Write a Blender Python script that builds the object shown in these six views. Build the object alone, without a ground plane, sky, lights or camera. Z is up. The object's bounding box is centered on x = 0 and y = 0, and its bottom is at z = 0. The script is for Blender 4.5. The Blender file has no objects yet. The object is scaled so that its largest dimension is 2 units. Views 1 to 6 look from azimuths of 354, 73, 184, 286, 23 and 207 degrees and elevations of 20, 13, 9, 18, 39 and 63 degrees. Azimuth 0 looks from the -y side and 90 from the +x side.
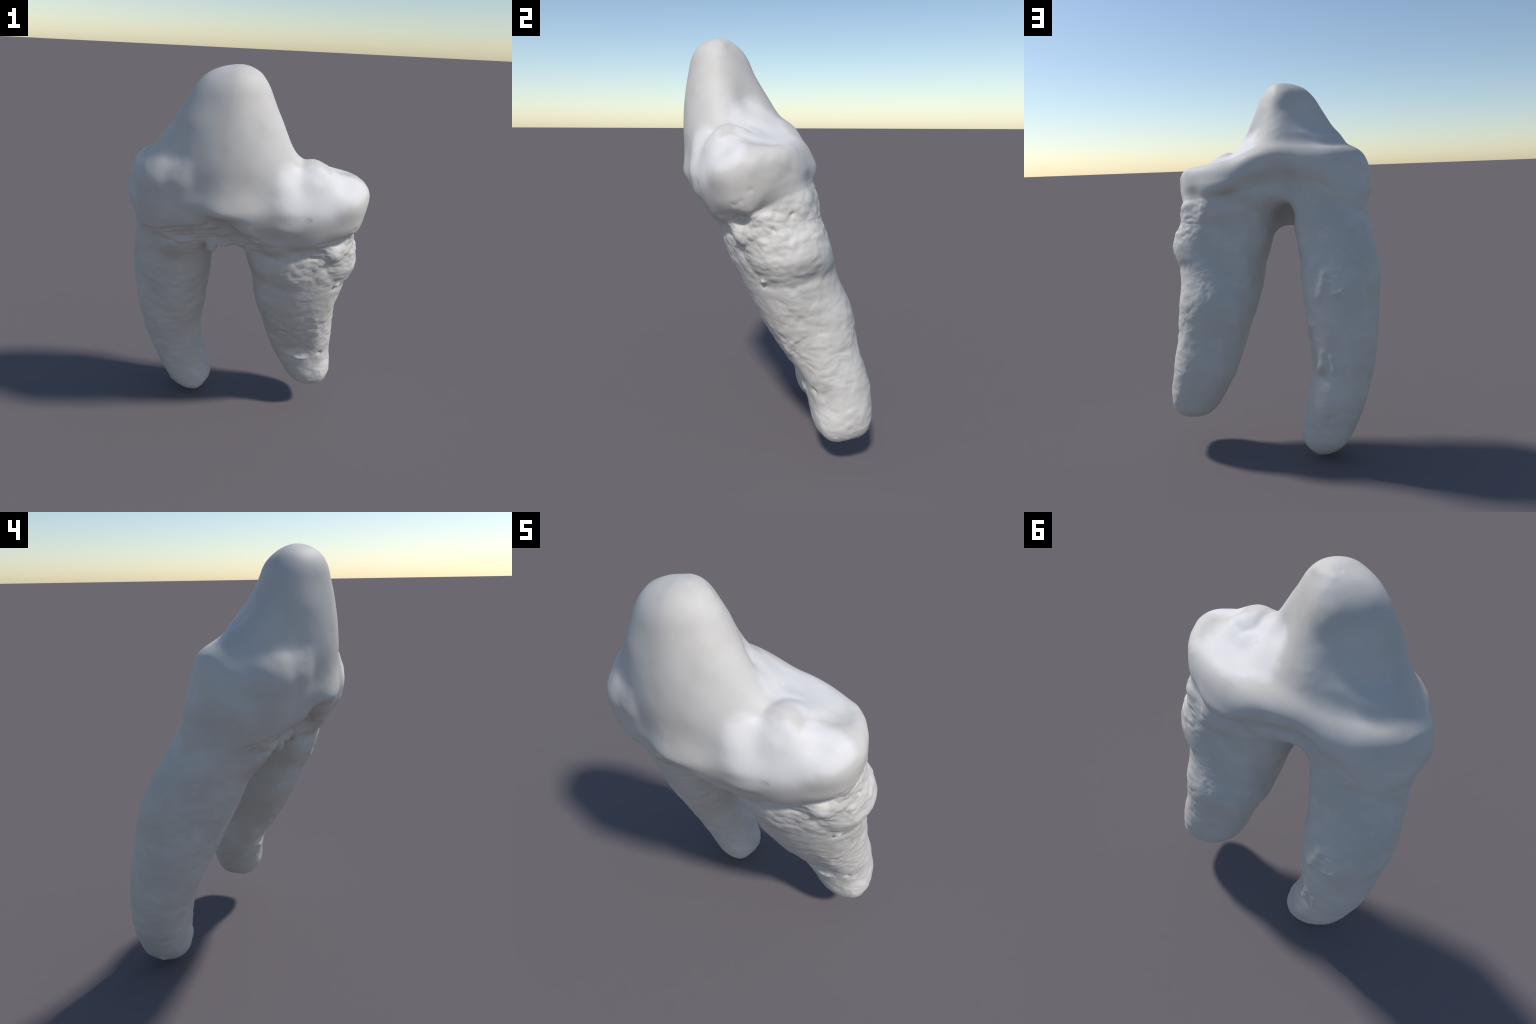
"""A two-rooted carnivore premolar: one tall main cusp, a small front cusp,
a low heel with its own cusp behind, and two rough, leaning roots."""
import bpy
import numpy as np

# --------------------------------------------------------------------------
# Parameters: cross-sections (height, then centre and half-widths, in metres)
# --------------------------------------------------------------------------
# each row: height, centre x, centre y, half-widths towards -x, +x, -y, +y
FRONT_ROOT = np.array([
    [0.000, -0.240, 0.347, 0.112, 0.067, 0.133, 0.100],
    [0.120, -0.260, 0.341, 0.145, 0.116, 0.127, 0.115],
    [0.300, -0.316, 0.319, 0.169, 0.141, 0.132, 0.145],
    [0.500, -0.360, 0.266, 0.177, 0.155, 0.148, 0.169],
    [0.720, -0.357, 0.210, 0.212, 0.180, 0.195, 0.183],
    [0.920, -0.338, 0.153, 0.241, 0.180, 0.229, 0.188],
    [1.060, -0.328, 0.086, 0.245, 0.178, 0.234, 0.191],
    [1.180, -0.321, -0.005, 0.232, 0.205, 0.241, 0.214],
    [1.320, -0.297, -0.078, 0.241, 0.259, 0.222, 0.215]])
REAR_ROOT = np.array([
    [0.120, 0.473, 0.172, 0.133, 0.095, 0.138, 0.128],
    [0.250, 0.459, 0.179, 0.160, 0.122, 0.139, 0.125],
    [0.420, 0.405, 0.166, 0.194, 0.162, 0.156, 0.139],
    [0.620, 0.349, 0.094, 0.206, 0.195, 0.205, 0.165],
    [0.820, 0.306, 0.015, 0.234, 0.229, 0.230, 0.202],
    [0.950, 0.303, -0.068, 0.242, 0.241, 0.206, 0.224],
    [1.080, 0.306, -0.126, 0.289, 0.284, 0.209, 0.246],
    [1.220, 0.272, -0.135, 0.307, 0.268, 0.156, 0.210]])
GIRDLE = np.array([
    [1.180, 0.078, -0.140, 0.528, 0.529, 0.169, 0.219],
    [1.280, 0.045, -0.182, 0.566, 0.516, 0.222, 0.298],
    [1.380, 0.035, -0.198, 0.608, 0.533, 0.239, 0.358],
    [1.480, 0.043, -0.183, 0.606, 0.570, 0.221, 0.314],
    [1.600, 0.062, -0.155, 0.598, 0.620, 0.247, 0.265]])
MAIN_CUSP = np.array([
    [1.300, -0.067, -0.124, 0.255, 0.218, 0.326, 0.308],
    [1.450, -0.069, -0.185, 0.283, 0.271, 0.266, 0.304],
    [1.600, -0.078, -0.246, 0.291, 0.281, 0.209, 0.284],
    [1.750, -0.077, -0.279, 0.266, 0.226, 0.163, 0.217],
    [1.880, -0.067, -0.287, 0.206, 0.155, 0.133, 0.142],
    [2.000, -0.068, -0.284, 0.144, 0.111, 0.109, 0.098]])
# turn about the vertical: front root, rear root, girdle, main cusp
TURN = np.array([-0.055, 0.063, -0.173, -0.233])
# squareness of the sections: front root, rear root, girdle, main cusp
SQUARE = np.array([2.282, 2.394, 2.031, 1.836])
# ridge surface that caps the girdle (constant, x, y, xx, xy), then the slant of the cusp tip
SHOULDER = np.array([1.599, -0.112, -0.041, -0.073, 0.095, 1.999, 0.111, 0.013])
# height and slant of the root tips (front, rear)
ROOT_TIP = np.array([0.007, 0.152, -0.017, -0.042])
# how far the crown reaches past the enamel line
NECK_DROP = np.array([0.013])
# ellipsoids: centre, half-axes
HEEL_CUSP = np.array([0.283, -0.320, 1.424, 0.101, 0.103, 0.189])
FRONT_CUSP = np.array([-0.369, -0.201, 1.475, 0.130, 0.101, 0.133])
# block that joins the roots below the crown (last: slant towards +y)
TRUNK = np.array([-0.002, -0.106, 1.376, 0.275, 0.192, 0.206, 0.525])
# swellings (+) and hollows (-): centre, spread, height of the push
# crown, heel side
CROWN_BACK_SWELLS = np.array([
    [0.100, -0.170, 1.745, 0.060, 0.100, 0.120, -0.025],
    [0.160, -0.440, 1.420, 0.070, 0.050, 0.070, 0.020],
    [0.430, -0.400, 1.430, 0.080, 0.060, 0.070, 0.025],
    [0.450, 0.000, 1.400, 0.080, 0.060, 0.100, -0.008],
    [0.340, -0.240, 1.570, 0.080, 0.060, 0.050, 0.020],
    [0.140, -0.440, 1.480, 0.080, 0.050, 0.080, 0.018],
    [0.135, -0.200, 1.700, 0.060, 0.060, 0.060, -0.015],
    [0.444, 0.028, 1.300, 0.060, 0.050, 0.050, -0.015],
    [0.100, 0.050, 1.335, 0.090, 0.050, 0.040, 0.015],
    [0.430, -0.380, 1.500, 0.050, 0.050, 0.040, -0.012],
    [0.280, -0.200, 1.585, 0.050, 0.050, 0.040, 0.010],
    [0.030, -0.210, 1.945, 0.070, 0.080, 0.070, -0.014],
    [0.030, 0.080, 1.440, 0.140, 0.050, 0.040, -0.012],
    [0.150, -0.440, 1.310, 0.080, 0.040, 0.040, 0.012],
    [0.040, 0.080, 1.435, 0.160, 0.050, 0.045, -0.014]])
# crown, front side
CROWN_FRONT_SWELLS = np.array([
    [-0.030, 0.125, 1.480, 0.160, 0.120, 0.080, -0.060],
    [-0.370, -0.170, 1.690, 0.080, 0.100, 0.080, 0.022],
    [-0.420, -0.310, 1.510, 0.100, 0.080, 0.100, 0.024],
    [-0.150, -0.380, 1.315, 0.120, 0.060, 0.050, -0.020],
    [-0.090, -0.150, 1.900, 0.060, 0.060, 0.060, 0.012],
    [-0.330, -0.355, 1.500, 0.070, 0.060, 0.100, 0.014],
    [-0.185, 0.070, 1.400, 0.070, 0.050, 0.050, 0.018],
    [-0.220, -0.390, 1.360, 0.100, 0.050, 0.040, -0.012],
    [-0.365, -0.090, 1.660, 0.060, 0.050, 0.040, 0.015],
    [-0.290, -0.060, 1.670, 0.050, 0.050, 0.040, 0.012],
    [-0.310, -0.370, 1.520, 0.060, 0.050, 0.080, 0.012],
    [-0.100, -0.435, 1.345, 0.060, 0.040, 0.030, -0.010],
    [-0.380, 0.110, 1.410, 0.050, 0.050, 0.040, -0.010],
    [-0.200, -0.040, 1.690, 0.150, 0.050, 0.050, 0.012],
    [-0.070, -0.410, 1.335, 0.080, 0.040, 0.035, -0.012]])
# rear root
REAR_ROOT_SWELLS = np.array([
    [0.100, 0.050, 1.200, 0.070, 0.080, 0.140, 0.025],
    [0.160, -0.390, 1.220, 0.150, 0.060, 0.050, 0.020],
    [0.100, -0.150, 0.850, 0.100, 0.080, 0.300, 0.022],
    [0.400, -0.310, 1.060, 0.100, 0.080, 0.090, -0.030],
    [0.490, -0.290, 1.120, 0.070, 0.070, 0.080, -0.030],
    [0.070, 0.056, 0.870, 0.060, 0.060, 0.100, -0.015],
    [0.340, -0.340, 1.210, 0.140, 0.070, 0.050, 0.022],
    [0.160, -0.360, 1.190, 0.080, 0.060, 0.050, 0.018],
    [0.570, -0.190, 1.100, 0.060, 0.080, 0.050, -0.020],
    [0.350, 0.120, 1.090, 0.080, 0.070, 0.070, -0.020],
    [0.145, 0.110, 0.980, 0.060, 0.060, 0.120, 0.020],
    [0.130, 0.150, 0.730, 0.050, 0.070, 0.100, -0.020],
    [0.060, -0.244, 1.060, 0.050, 0.060, 0.070, 0.018],
    [0.187, 0.028, 0.540, 0.060, 0.060, 0.120, 0.018],
    [0.500, -0.040, 0.610, 0.060, 0.070, 0.130, -0.020],
    [0.540, 0.070, 0.390, 0.050, 0.060, 0.080, -0.015],
    [0.250, -0.320, 1.060, 0.070, 0.050, 0.050, -0.012],
    [0.430, -0.310, 1.165, 0.100, 0.070, 0.050, 0.035],
    [0.500, -0.230, 1.210, 0.060, 0.060, 0.040, 0.028],
    [0.030, -0.290, 1.200, 0.050, 0.050, 0.040, 0.018],
    [0.160, -0.060, 0.666, 0.050, 0.060, 0.080, 0.012],
    [0.080, 0.050, 1.000, 0.040, 0.060, 0.080, 0.012],
    [0.040, 0.000, 1.120, 0.050, 0.100, 0.070, 0.015],
    [0.120, -0.330, 1.170, 0.100, 0.050, 0.040, 0.015],
    [0.510, -0.270, 1.230, 0.060, 0.060, 0.050, 0.022],
    [0.460, -0.290, 1.140, 0.080, 0.060, 0.050, 0.015]])
# front root and fork
FRONT_ROOT_SWELLS = np.array([
    [-0.080, -0.020, 1.250, 0.070, 0.100, 0.060, -0.050],
    [-0.220, 0.260, 1.050, 0.100, 0.080, 0.140, -0.020],
    [-0.470, -0.140, 1.100, 0.120, 0.100, 0.200, -0.022],
    [-0.235, 0.207, 1.145, 0.070, 0.060, 0.080, -0.020],
    [-0.084, -0.040, 1.260, 0.060, 0.100, 0.050, -0.050],
    [-0.545, 0.000, 1.000, 0.060, 0.120, 0.150, -0.015],
    [-0.530, 0.310, 0.810, 0.060, 0.070, 0.120, -0.015],
    [-0.450, -0.190, 1.200, 0.090, 0.060, 0.050, -0.020],
    [-0.085, -0.284, 1.283, 0.060, 0.050, 0.040, 0.025],
    [-0.480, -0.130, 1.170, 0.080, 0.070, 0.060, -0.012],
    [-0.500, 0.010, 0.870, 0.060, 0.080, 0.100, -0.010],
    [-0.340, -0.250, 1.220, 0.080, 0.060, 0.040, -0.012],
    [-0.196, -0.305, 1.284, 0.050, 0.040, 0.030, 0.015],
    [-0.088, -0.060, 1.270, 0.050, 0.080, 0.050, -0.040],
    [-0.440, -0.200, 1.200, 0.090, 0.060, 0.050, -0.014],
    [-0.300, -0.290, 1.225, 0.070, 0.050, 0.035, -0.014],
    [-0.450, -0.130, 1.100, 0.080, 0.070, 0.080, -0.010],
    [-0.088, -0.070, 1.250, 0.050, 0.080, 0.050, -0.030],
    [-0.060, -0.120, 1.140, 0.060, 0.100, 0.050, -0.022]])
SCULPT = np.concatenate([CROWN_BACK_SWELLS, CROWN_FRONT_SWELLS, REAR_ROOT_SWELLS, FRONT_ROOT_SWELLS])

# knobbly bits of cement at the fork of the roots
NUBS = np.array([
    [-.163, -.215, 1.170, .032, .036, .042],
    [-.105, -.235, 1.190, .045, .034, .026],
    [.004, -.255, 1.165, .016, .020, .026],
    [-.150, .060, 1.370, .035, .022, .030]])
# finer modelling strokes along the surface: path, width, height (+ ridge, - groove)
STROKES = [
    # heel: cusp, the crease round it, the basin and its rim
    ([(.285, -.325, 1.61), (.36, -.335, 1.58)], .045, -.002),
    ([(.217, -.375, 1.585), (.235, -.325, 1.617), (.262, -.25, 1.60), (.305, -.222, 1.585), (.34, -.24, 1.575)], .022, -.005),
    ([(.27, -.235, 1.60), (.37, -.22, 1.56), (.42, -.20, 1.545), (.45, -.19, 1.54)], .055, -.003),
    ([(.36, -.29, 1.57), (.43, -.30, 1.545), (.50, -.26, 1.525), (.52, -.20, 1.517), (.48, -.10, 1.51)], .03, .004),
    ([(.215, -.385, 1.58), (.30, -.40, 1.55)], .035, -.004),
    ([(.57, -.22, 1.46), (.55, -.14, 1.43)], .06, -.010),
    # front cusp: groove against the main cusp, its ridge, the ledge
    ([(-.30, -.33, 1.68), (-.315, -.347, 1.62), (-.325, -.36, 1.55)], .035, -.004),
    ([(-.40, -.315, 1.56), (-.41, -.325, 1.48)], .04, .003),
    ([(-.48, -.04, 1.59), (-.52, -.11, 1.55), (-.518, -.18, 1.49), (-.46, -.285, 1.455)], .035, .004),
    ([(-.42, -.12, 1.62), (-.44, -.20, 1.60)], .06, -.004),
    # inner face of the main cusp: ridge and hollow; worn tip
    ([(-.03, -.20, 1.95), (-.045, -.13, 1.85), (-.06, -.06, 1.74)], .07, .010),
    ([(-.05, -.245, 1.988), (.0, -.26, 1.985), (.03, -.285, 1.97)], .020, .003),
    # line under the crown on the front root
    ([(-.53, -.06, 1.26), (-.494, -.127, 1.234), (-.43, -.233, 1.239), (-.33, -.30, 1.272), (-.24, -.34, 1.29)], .012, -.006),
    # front root: nubs and nicks
    ([(-.245, .40, .49), (-.25, .40, .51)], .022, .013),
    ([(-.265, .39, .57), (-.25, .40, .51)], .025, .008),
    ([(-.27, .41, .455)], .035, -.010),
    ([(-.305, .42, .56), (-.315, .43, .49)], .015, .007),
    ([(-.25, .34, .86), (-.275, .325, .97)], .026, .009),
    ([(-.33, .35, .87), (-.365, .35, .88)], .016, .006),
    ([(-.385, .31, .085)], .022, .010),
    ([(-.20, .32, .71)], .030, .010),
    ([(-.20, .32, .58)], .030, .008),
    # rear root: step below the swelling, knob, pits
    ([(.386, -.30, 1.09), (.474, -.223, .945), (.542, -.105, .945), (.546, -.017, .97), (.482, .095, .99)], .028, -.005),
    ([(.477, -.224, .957)], .013, .012),
    ([(.478, -.222, .935)], .012, -.010),
    ([(.36, -.01, .46), (.33, .0, .45)], .050, -.014),
    ([(.29, .03, .42), (.36, .02, .395), (.40, .03, .40)], .012, .007),
    ([(.478, .021, .427)], .014, -.010),
    ([(.50, -.24, 1.21), (.545, -.20, 1.19)], .012, -.012),
    ([(.31, -.335, 1.14), (.34, -.32, 1.14)], .012, -.010),
    ([(.40, -.30, 1.10), (.44, -.28, 1.105)], .012, -.010),
    ([(.38, -.315, 1.155)], .014, -.010),
    ([(.475, -.264, 1.127)], .014, -.010),
    ([(.539, -.119, 1.252)], .012, -.008),
    # pits in the enamel
    ([(.529, -.33, 1.315), (.50, -.35, 1.30)], .012, -.003),
    ([(.549, -.30, 1.359)], .012, -.003),
    ([(.254, -.438, 1.365), (.235, -.44, 1.372)], .014, -.002),
    ([(.226, -.171, 1.603)], .008, -.002),
]

# where the enamel ends, as height against the bearing round the neck
NECK = np.array([
    [.56, -.10, 1.33], [.54, -.27, 1.27], [.32, -.36, 1.225], [.12, -.40, 1.215],
    [0.0, -.415, 1.27], [-.09, -.41, 1.31], [-.16, -.40, 1.335], [-.25, -.35, 1.30],
    [-.33, -.30, 1.27], [-.43, -.23, 1.24], [-.50, -.10, 1.235], [-.52, .05, 1.26],
    [-.42, .15, 1.32], [-.305, .11, 1.39], [-.20, .118, 1.44], [0.0, .10, 1.435],
    [.13, .064, 1.40], [.31, .04, 1.365], [.47, -.03, 1.35]])


# --------------------------------------------------------------------------
# Implicit-surface helpers
# --------------------------------------------------------------------------
def spline(t, knots, values):
    """Cubic through the rows of values at the knots."""
    h = np.diff(knots)
    s = np.diff(values, axis=0) / h[:, None]
    m = np.empty_like(values)
    m[0], m[-1] = s[0], s[-1]
    m[1:-1] = (s[:-1] * h[1:, None] + s[1:] * h[:-1, None]) / (h[:-1] + h[1:])[:, None]
    t = np.clip(t, knots[0], knots[-1])
    i = np.clip(np.searchsorted(knots, t) - 1, 0, len(knots) - 2)
    u = ((t - knots[i]) / h[i])[:, None]
    H = h[i][:, None]
    return ((2 * u**3 - 3 * u**2 + 1) * values[i] + (u**3 - 2 * u * u + u) * H * m[i]
            + (3 * u * u - 2 * u**3) * values[i + 1] + (u**3 - u * u) * H * m[i + 1])


def smooth_min(a, b, k):
    h = np.clip(.5 + .5 * (b - a) / k, 0, 1)
    return b + (a - b) * h - k * h * (1 - h)


def smooth_max(a, b, k):
    return -smooth_min(-a, -b, k)


def loft(p, sections, turn, power):
    v = spline(p[:, 2], sections[:, 0], sections[:, 1:])
    c, s = np.cos(turn), np.sin(turn)
    dx, dy = p[:, 0] - v[:, 0], p[:, 1] - v[:, 1]
    a, b = c * dx + s * dy, -s * dx + c * dy
    rx = np.maximum(np.where(a < 0, v[:, 2], v[:, 3]), .01)
    ry = np.maximum(np.where(b < 0, v[:, 4], v[:, 5]), .01)
    k = ((np.abs(a) / rx)**power + (np.abs(b) / ry)**power + 1e-9)**(1 / power)
    d = np.sqrt(a * a + b * b)
    return (k - 1) * np.where(d > 1e-4, d / k, np.minimum(rx, ry))


def ellipsoid(p, e):
    d = p - e[:3]
    k = np.sqrt(((d / e[3:])**2).sum(1) + 1e-9)
    return (k - 1) * np.sqrt((d * d).sum(1) + 1e-9) / k


def neck_height(p):
    """Height of the enamel edge on the bearing of each point."""
    a = np.arctan2(NECK[:, 1] + .13, NECK[:, 0])
    o = np.argsort(a)
    a, z = a[o], NECK[o, 2]
    a = np.r_[a[-2:] - 2 * np.pi, a, a[:2] + 2 * np.pi]
    z = np.r_[z[-2:], z, z[:2]]
    edge = spline(np.arctan2(p[:, 1] + .13, p[:, 0]), a, z[:, None])[:, 0]
    w = np.clip(np.hypot(p[:, 0], p[:, 1] + .13) / .2, 0, 1)
    return 1.3 + (edge - 1.3) * w * w


def crown_and_roots(p):
    x, y, z = p.T
    tip = ROOT_TIP
    front = loft(p, FRONT_ROOT, TURN[0], SQUARE[0])
    front = smooth_max(front, tip[0] - z + tip[2] * (x + .26), .14)
    rear = loft(p, REAR_ROOT, TURN[1], SQUARE[1])
    rear = smooth_max(rear, tip[1] - z + tip[3] * (x - .46), .14)
    roots = smooth_min(smooth_max(front, z - 1.42, .12), smooth_max(rear, z - 1.38, .12), .03)
    slanted = p.copy()
    slanted[:, 2] -= TRUNK[6] * (y - TRUNK[1])
    roots = smooth_min(roots, ellipsoid(slanted, TRUNK[:6]), .06)

    s, yy = SHOULDER, y + .15
    below = .9 * (neck_height(p) + NECK_DROP[0] - z)
    girdle = loft(p, GIRDLE, TURN[2], SQUARE[2])
    shoulder = s[0] + s[1] * x + s[2] * yy + s[3] * x * x + s[4] * x * yy
    girdle = smooth_max(girdle, .9 * (z - shoulder), .14)
    girdle = smooth_max(girdle, below, .06)
    girdle = smooth_min(girdle, ellipsoid(p, HEEL_CUSP), .06)
    girdle = smooth_min(girdle, ellipsoid(p, FRONT_CUSP), .06)

    cusp = loft(p, MAIN_CUSP, TURN[3], SQUARE[3])
    cusp = smooth_max(cusp, z - (s[5] + s[6] * (x + .1) + s[7] * (y + .28)), .12)
    cusp = smooth_max(cusp, below, .06)
    return smooth_min(girdle, cusp, .11), roots


def tooth_field(p):
    crown, roots = crown_and_roots(p)
    # the seam is softer on the inner (+y) side
    f = smooth_min(crown, roots, .05 + .012 * ramp(p[:, 1], -.05, .10))
    for nub in NUBS:
        f = smooth_min(f, ellipsoid(p, nub), .015)
    for s in SCULPT:
        q = (((p - s[:3]) / s[3:6])**2).sum(1)
        near = np.nonzero(q < 16)[0]
        f[near] -= s[6] * np.exp(-q[near])
    return f


def gradient(f, p, e=1.5e-3):
    g = np.empty_like(p)
    for i in range(3):
        d = np.zeros(3)
        d[i] = e
        g[:, i] = (f(p + d) - f(p - d)) / (2 * e)
    return g


def project(f, p, rounds):
    for _ in range(rounds):
        here = f(p)
        g = np.stack([(f(p + d) - here) / 1e-3 for d in 1e-3 * np.eye(3)], 1)
        step = here / np.maximum((g * g).sum(1), .15)
        p = p - np.clip(step, -.02, .02)[:, None] * g
    return p


# --------------------------------------------------------------------------
# Noise
# --------------------------------------------------------------------------
def hash3(i, seed):
    i = i.astype(np.int64)
    h = (i[..., 0] * 374761393 + i[..., 1] * 668265263 + i[..., 2] * 2147483647 + seed * 974711) & 0xFFFFFFFF
    h = ((h ^ (h >> 13)) * 1274126177) & 0xFFFFFFFF
    h = ((h ^ (h >> 16)) * 2246822519) & 0xFFFFFFFF
    return (h ^ (h >> 15)) & 0xFFFFFFFF


def noise(p, scale, seed=0):
    """Smooth value noise, about -1..1; scale is a number or one per axis."""
    q = p * np.asarray(scale, float) + 17.3 * (seed + 1)
    b = np.floor(q)
    t = q - b
    t = t * t * t * (t * (t * 6 - 15) + 10)
    out = 0
    for cx in (0, 1):
        for cy in (0, 1):
            for cz in (0, 1):
                w = (np.where(cx, t[:, 0], 1 - t[:, 0]) * np.where(cy, t[:, 1], 1 - t[:, 1])
                     * np.where(cz, t[:, 2], 1 - t[:, 2]))
                out = out + w * (hash3(b + np.array([cx, cy, cz]), seed) / 2147483647.5 - 1)
    return out


def cells(p, scale, seed=0):
    """Distance to the nearest jittered cell point, 0 at the point, about 1 far off."""
    q = p * np.asarray(scale, float) + 9.1 * (seed + 1)
    b = np.floor(q)
    best = np.full(len(p), 9.)
    for cx in (-1, 0, 1):
        for cy in (-1, 0, 1):
            for cz in (-1, 0, 1):
                c = b + np.array([cx, cy, cz])
                j = np.stack([hash3(c, seed + k) / 4294967295. for k in (1, 2, 3)], -1)
                best = np.minimum(best, ((c + j - q)**2).sum(1))
    return np.sqrt(best)


def ramp(v, lo, hi):
    t = np.clip((v - lo) / (hi - lo), 0, 1)
    return t * t * (3 - 2 * t)


# --------------------------------------------------------------------------
# Meshing: dual contouring grid, then subdivide and pull onto the surface
# --------------------------------------------------------------------------
def surface_net(f, lo, hi, h):
    lo, hi = np.array(lo), np.array(hi)
    n = np.ceil((hi - lo) / h).astype(int) + 1
    ax = [lo[i] + h * np.arange(n[i]) for i in range(3)]
    G = np.stack(np.meshgrid(*ax, indexing='ij'), -1)
    F = f(G.reshape(-1, 3)).reshape(n)
    inside = F < 0
    corners = [(i, j, k) for i in (0, 1) for j in (0, 1) for k in (0, 1)]
    m = n - 1
    cut = lambda a, c: a[c[0]:c[0] + m[0], c[1]:c[1] + m[1], c[2]:c[2] + m[2]]
    count = sum(cut(inside, c).astype(int) for c in corners)
    active = (count > 0) & (count < 8)
    ids = np.full(m, -1)
    ids[active] = np.arange(active.sum())
    acc = np.zeros(active.sum()); pos = np.zeros((active.sum(), 3))
    for a in corners:
        for i in range(3):
            if a[i]:
                continue
            b = list(a); b[i] = 1
            fa, fb = cut(F, a)[active], cut(F, b)[active]
            x = (fa < 0) != (fb < 0)
            t = np.where(x, fa / np.where(fa == fb, 1, fa - fb), 0)[:, None]
            pa, pb = cut(G, a)[active], cut(G, b)[active]
            pos += np.where(x[:, None], pa + t * (pb - pa), 0)
            acc += x
    pos /= acc[:, None]
    quads = []
    for i in range(3):
        j, k = (i + 1) % 3, (i + 2) % 3
        s0 = [slice(1, -1)] * 3; s0[i] = slice(0, -1)
        s1 = [slice(1, -1)] * 3; s1[i] = slice(1, None)
        A, B = inside[tuple(s0)], inside[tuple(s1)]
        for flag, flip in ((A & ~B, False), (~A & B, True)):
            w = np.argwhere(flag)
            w[:, j] += 1; w[:, k] += 1
            def at(dj, dk):
                q = w.copy(); q[:, j] -= dj; q[:, k] -= dk
                return ids[q[:, 0], q[:, 1], q[:, 2]]
            Q = np.stack([at(1, 1), at(0, 1), at(0, 0), at(1, 0)], 1)
            quads.append(Q[:, ::-1] if flip else Q)
    return pos, np.concatenate(quads)


def split_quads(v, q):
    """One linear subdivision of an all-quad mesh."""
    e = np.stack([q, np.roll(q, -1, 1)], -1).reshape(-1, 2)
    es = np.sort(e, 1)
    key, inv = np.unique(es[:, 0] * np.int64(len(v)) + es[:, 1], return_inverse=True)
    ev = np.stack([key // len(v), key % len(v)], 1)
    mid = v[ev].mean(1)
    cen = v[q].mean(1)
    inv = inv.reshape(-1, 4) + len(v)
    c = np.arange(len(q)) + len(v) + len(mid)
    out = [np.stack([q[:, i], inv[:, i], c, inv[:, (i + 3) % 4]], 1) for i in range(4)]
    return np.concatenate([v, mid, cen]), np.concatenate(out)


def relax(v, q, rounds, amount=.5):
    e = np.unique(np.sort(np.stack([q, np.roll(q, -1, 1)], -1).reshape(-1, 2), 1), axis=0)
    deg = np.bincount(e.ravel(), minlength=len(v))[:, None]
    for _ in range(rounds):
        s = np.zeros_like(v)
        for i in range(3):
            s[:, i] = (np.bincount(e[:, 0], v[e[:, 1], i], len(v))
                       + np.bincount(e[:, 1], v[e[:, 0], i], len(v)))
        v = v + amount * (s / deg - v)
    return v


# --------------------------------------------------------------------------
# Surface relief
# --------------------------------------------------------------------------
def stroke(p, path, width):
    """1 on a polyline, falling off smoothly across the given width."""
    path = np.array(path, float)
    out = np.zeros(len(p))
    near = np.nonzero(((p > path.min(0) - 3 * width) & (p < path.max(0) + 3 * width)).all(1))[0]
    q = p[near]
    d2 = np.full(len(q), 9.)
    for a, b in zip(path, np.r_[path[1:], path[-1:]]):
        ab = b - a
        t = np.clip(((q - a) @ ab) / max(ab @ ab, 1e-12), 0, 1)
        d2 = np.minimum(d2, ((q - a - t[:, None] * ab)**2).sum(1))
    out[near] = np.exp(-d2 / width**2)
    return out


def relief(p, n):
    x, y, z = p.T
    wob = .010 * noise(p, 14, 50) + .005 * noise(p, 40, 51)
    above = z - (neck_height(p) + wob)          # height over the enamel edge
    root = 1 - ramp(above, -.012, .008)
    d = np.zeros(len(p))
    loose = p + .007 * np.stack([noise(p, 28, 70 + i) for i in range(3)], 1)
    for path, width, height in STROKES:
        d += height * stroke(loose, path, width)
    # enamel: barely uneven
    d += (1 - root) * (.0022 * noise(p, 6, 1) + .0007 * noise(p, 16, 2))
    # thin lip of the enamel over the neck
    d -= .0018 * np.exp(-(above / .012)**2)
    # roots: lumps, transverse wrinkles and grain, strongest on the back of the rear root
    deep = root * ramp(-above, 0, .04)
    rough = .58 + .42 * ramp(x, .10, .30) * ramp(n[:, 0] - .35 * n[:, 1], -.15, .45)
    rough = np.maximum(rough, .75 * ramp(-n[:, 1], .1, .6))
    bent = p + .02 * np.stack([noise(p, 9, 60 + i) for i in range(3)], 1)
    d += deep * (.005 * noise(p, 5, 3) + .0015 * noise(bent, [11, 11, 26], 12))
    rough = rough * (.75 + .45 * noise(p, 7, 11))
    d += deep * rough * (.0025 * noise(bent, [15, 15, 17], 4) + .0026 * noise(bent, [26, 26, 32], 5)
                         + .0013 * noise(bent, [48, 48, 58], 6))
    # coarse lumps and pits in the band under the heel
    band = deep * ramp(x, .12, .35) * ramp(n[:, 0] - .5 * n[:, 1], -.1, .4) * ramp(above, -.30, -.12)
    lump = .62 - cells(bent, [20, 20, 26], 7)
    d += band * .009 * lump
    # crinkled strip between the enamel and the fork on the outer side
    strip = (ramp(-y, .14, .24) * ramp(z, 1.13, 1.18) * (1 - ramp(above, -.01, .01))
             * ramp(x, -.46, -.30) * (1 - ramp(x, .04, .20)))
    d += strip * (.008 * noise(bent, [13, 13, 38], 8) + .004 * noise(bent, [30, 30, 60], 9))
    return d


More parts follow.
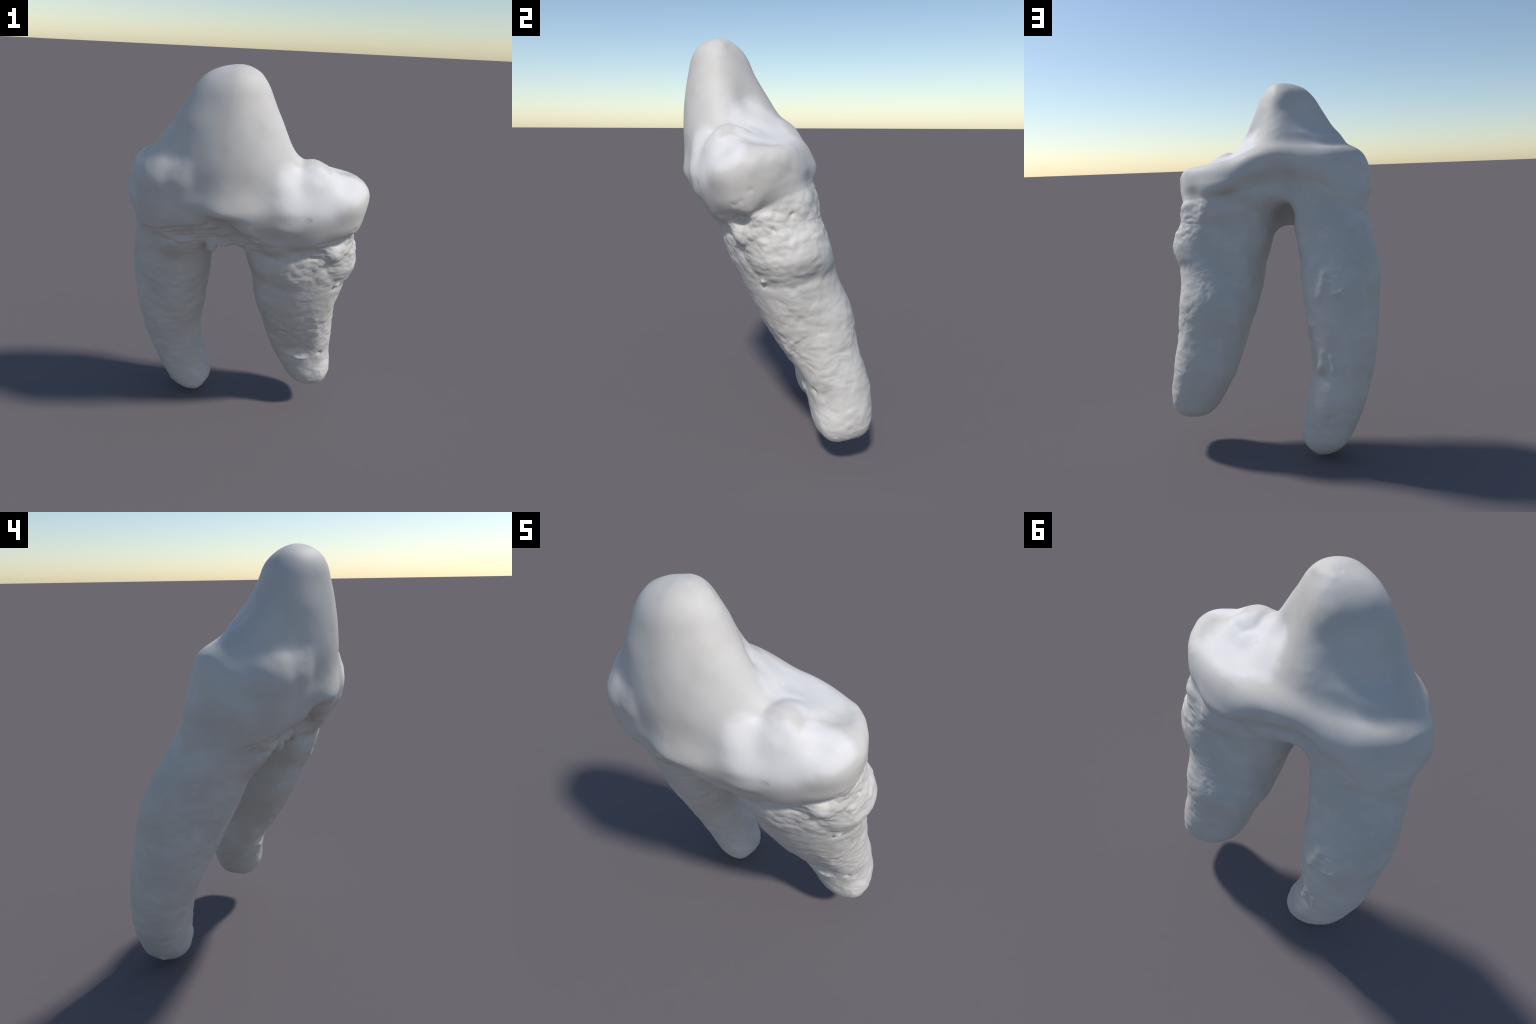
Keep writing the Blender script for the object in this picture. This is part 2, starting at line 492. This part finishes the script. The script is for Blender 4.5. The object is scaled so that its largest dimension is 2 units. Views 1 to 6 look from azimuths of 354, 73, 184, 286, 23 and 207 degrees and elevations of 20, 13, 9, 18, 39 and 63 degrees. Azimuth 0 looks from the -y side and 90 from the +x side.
def build_surface():
    v, q = surface_net(tooth_field, (-.72, -.66, -.06), (.74, .66, 2.1), .0150)
    v = project(tooth_field, v, 3)
    v = relax(v, q, 6)
    v = project(tooth_field, v, 3)
    for rounds in (2, 2):
        v, q = split_quads(v, q)
        v = relax(v, q, 3)
        v = project(tooth_field, v, rounds)
    n = gradient(tooth_field, v)
    n /= np.linalg.norm(n, axis=1, keepdims=True)
    v = v + relief(v, n)[:, None] * n
    v[:, 2] = np.maximum(v[:, 2], 0)
    return v, q


def vertex_normals(v, q):
    fn = np.cross(v[q[:, 2]] - v[q[:, 0]], v[q[:, 3]] - v[q[:, 1]])
    n = np.zeros_like(v)
    for c in range(4):
        for i in range(3):
            n[:, i] += np.bincount(q[:, c], fn[:, i], len(v))
    return n / np.maximum(np.linalg.norm(n, axis=1, keepdims=True), 1e-12)


# --------------------------------------------------------------------------
# Materials
# --------------------------------------------------------------------------
class Nodes:
    def __init__(self, name):
        self.mat = bpy.data.materials.new(name)
        self.mat.use_nodes = True
        self.t = self.mat.node_tree
        self.bsdf = self.t.nodes['Principled BSDF']
        self.pos = self.t.nodes.new('ShaderNodeTexCoord').outputs['Object']

    def node(self, kind, **props):
        n = self.t.nodes.new(kind)
        for k, val in props.items():
            setattr(n, k, val)
        return n

    def link(self, a, b):
        self.t.links.new(a, b)

    def noise(self, scale, detail=3, rough=.55, stretch=(1, 1, 1), shift=(0, 0, 0)):
        m = self.node('ShaderNodeMapping')
        m.inputs['Scale'].default_value = stretch
        m.inputs['Location'].default_value = shift
        self.link(self.pos, m.inputs['Vector'])
        n = self.node('ShaderNodeTexNoise')
        n.inputs['Scale'].default_value = scale
        n.inputs['Detail'].default_value = detail
        n.inputs['Roughness'].default_value = rough
        self.link(m.outputs['Vector'], n.inputs['Vector'])
        return n.outputs['Fac']

    def band(self, value, lo, hi):
        n = self.node('ShaderNodeMapRange', interpolation_type='SMOOTHSTEP')
        n.inputs['From Min'].default_value = lo
        n.inputs['From Max'].default_value = hi
        self.link(value, n.inputs['Value'])
        return n.outputs['Result']

    def math(self, op, a, b):
        n = self.node('ShaderNodeMath', operation=op)
        for s, val in zip(n.inputs, (a, b)):
            if isinstance(val, (int, float)):
                s.default_value = val
            else:
                self.link(val, s)
        return n.outputs[0]

    def blob(self, centre, radii, ragged=.35, scale=9):
        """Mask 1 inside an ellipsoid with a ragged edge."""
        m = self.node('ShaderNodeMapping', vector_type='TEXTURE')
        m.inputs['Location'].default_value = centre
        m.inputs['Scale'].default_value = radii
        self.link(self.pos, m.inputs['Vector'])
        ln = self.node('ShaderNodeVectorMath', operation='LENGTH')
        self.link(m.outputs['Vector'], ln.inputs[0])
        wob = self.math('MULTIPLY', self.math('SUBTRACT', self.noise(scale, 4, .6), .5), ragged * 2)
        r = self.math('ADD', ln.outputs['Value'], wob)
        return self.band(r, 1.18, .82)


def colour_mix(nt, fac, a, b):
    n = nt.node('ShaderNodeMix', data_type='RGBA')
    socks = {s.identifier: s for s in n.inputs}
    for key, val in (('Factor_Float', fac), ('A_Color', a), ('B_Color', b)):
        s = socks[key]
        if isinstance(val, (int, float)):
            s.default_value = val
        elif isinstance(val, tuple):
            s.default_value = (*val, 1)
        else:
            nt.link(val, s)
    return next(o for o in n.outputs if o.identifier == 'Result_Color')


def enamel_material():
    t = Nodes('enamel')
    col = colour_mix(t, t.band(t.noise(4.5, 3, .5), .36, .66), (.565, .533, .493), (.610, .583, .555))
    # worn, chalky patches on the heel
    white = t.math('MAXIMUM', t.blob((.26, -.43, 1.49), (.17, .09, .15)),
                   t.math('MAXIMUM', t.blob((.26, -.15, 1.61), (.24, .15, .16)),
                          t.blob((.42, -.36, 1.49), (.13, .09, .08))))
    col = colour_mix(t, t.math('MULTIPLY', white, .85), col, (.735, .712, .703))
    # faint pale flecks and a few tan stains
    col = colour_mix(t, t.math('MULTIPLY', t.band(t.noise(11, 4, .65, shift=(3, 1, 7)), .60, .74), .35), col, (.68, .66, .655))
    stain = t.blob((.254, -.438, 1.362), (.022, .03, .012), .5, 40)
    col = colour_mix(t, t.math('MULTIPLY', stain, .4), col, (.40, .35, .29))
    t.link(col, t.bsdf.inputs['Base Color'])
    t.bsdf.inputs['Roughness'].default_value = .62
    t.bsdf.inputs['Specular IOR Level'].default_value = .4
    return t.mat


def root_material():
    t = Nodes('root_cement')
    col = colour_mix(t, t.band(t.noise(6, 4, .55), .36, .68), (.558, .528, .487), (.612, .584, .550))
    col = colour_mix(t, t.math('MULTIPLY', t.band(t.noise(16, 3, .6, shift=(5, 2, 1)), .55, .72), .3), col, (.66, .638, .625))
    t.link(col, t.bsdf.inputs['Base Color'])
    t.bsdf.inputs['Roughness'].default_value = .6
    t.bsdf.inputs['Specular IOR Level'].default_value = .4
    b = t.node('ShaderNodeBump')
    b.inputs['Strength'].default_value = .15
    b.inputs['Distance'].default_value = .004
    t.link(t.noise(90, 3, .6), b.inputs['Height'])
    t.link(b.outputs['Normal'], t.bsdf.inputs['Normal'])
    return t.mat


# --------------------------------------------------------------------------
# Assembly
# --------------------------------------------------------------------------
def make_part(name, v, q, normals, faces, material, parent):
    used, inv = np.unique(q[faces], return_inverse=True)
    me = bpy.data.meshes.new(name)
    me.from_pydata(v[used].tolist(), [], inv.reshape(-1, 4).tolist())
    me.materials.append(material)
    me.polygons.foreach_set('use_smooth', np.ones(len(me.polygons), bool))
    me.normals_split_custom_set_from_vertices(normals[used].tolist())
    me.update()
    ob = bpy.data.objects.new(name, me)
    bpy.context.scene.collection.objects.link(ob)
    ob.parent = parent
    return ob


def main():
    v, q = build_surface()
    lo, hi = v.min(0), v.max(0)
    print('extent', lo, hi)
    normals = vertex_normals(v, q)
    c = v[q].mean(1)
    x, y, z = c.T
    above = z - neck_height(c)
    root = above < 0
    heel = ~root & (ellipsoid(c, HEEL_CUSP * [1, 1, 1, 1.15, 1.2, 1.35]) < 0) & (z > 1.44)
    front = ~root & (ellipsoid(c, FRONT_CUSP * [1, 1, 1, 1.3, 1.4, 1.0]) < 0) & (x < -.36)
    cusp = ~root & ~heel & ~front & (z > 1.62 + .12 * y)

    tooth = bpy.data.objects.new('tooth', None)
    tooth['label'] = 'white two-rooted premolar tooth with one tall pointed cusp'
    tooth['category'] = 'tooth'
    bpy.context.scene.collection.objects.link(tooth)
    enamel, cement = enamel_material(), root_material()
    part = lambda name, mask, mat, parent: make_part(name, v, q, normals, np.nonzero(mask)[0], mat, parent)
    crown = part('crown', ~root & ~heel & ~front & ~cusp, enamel, tooth)
    part('main_cusp', cusp, enamel, crown)
    part('small_cusp', heel, enamel, crown)
    part('small_cusp', front, enamel, crown)
    part('root', root & (x < 0), cement, tooth)
    part('root', root & (x >= 0), cement, tooth)


main()
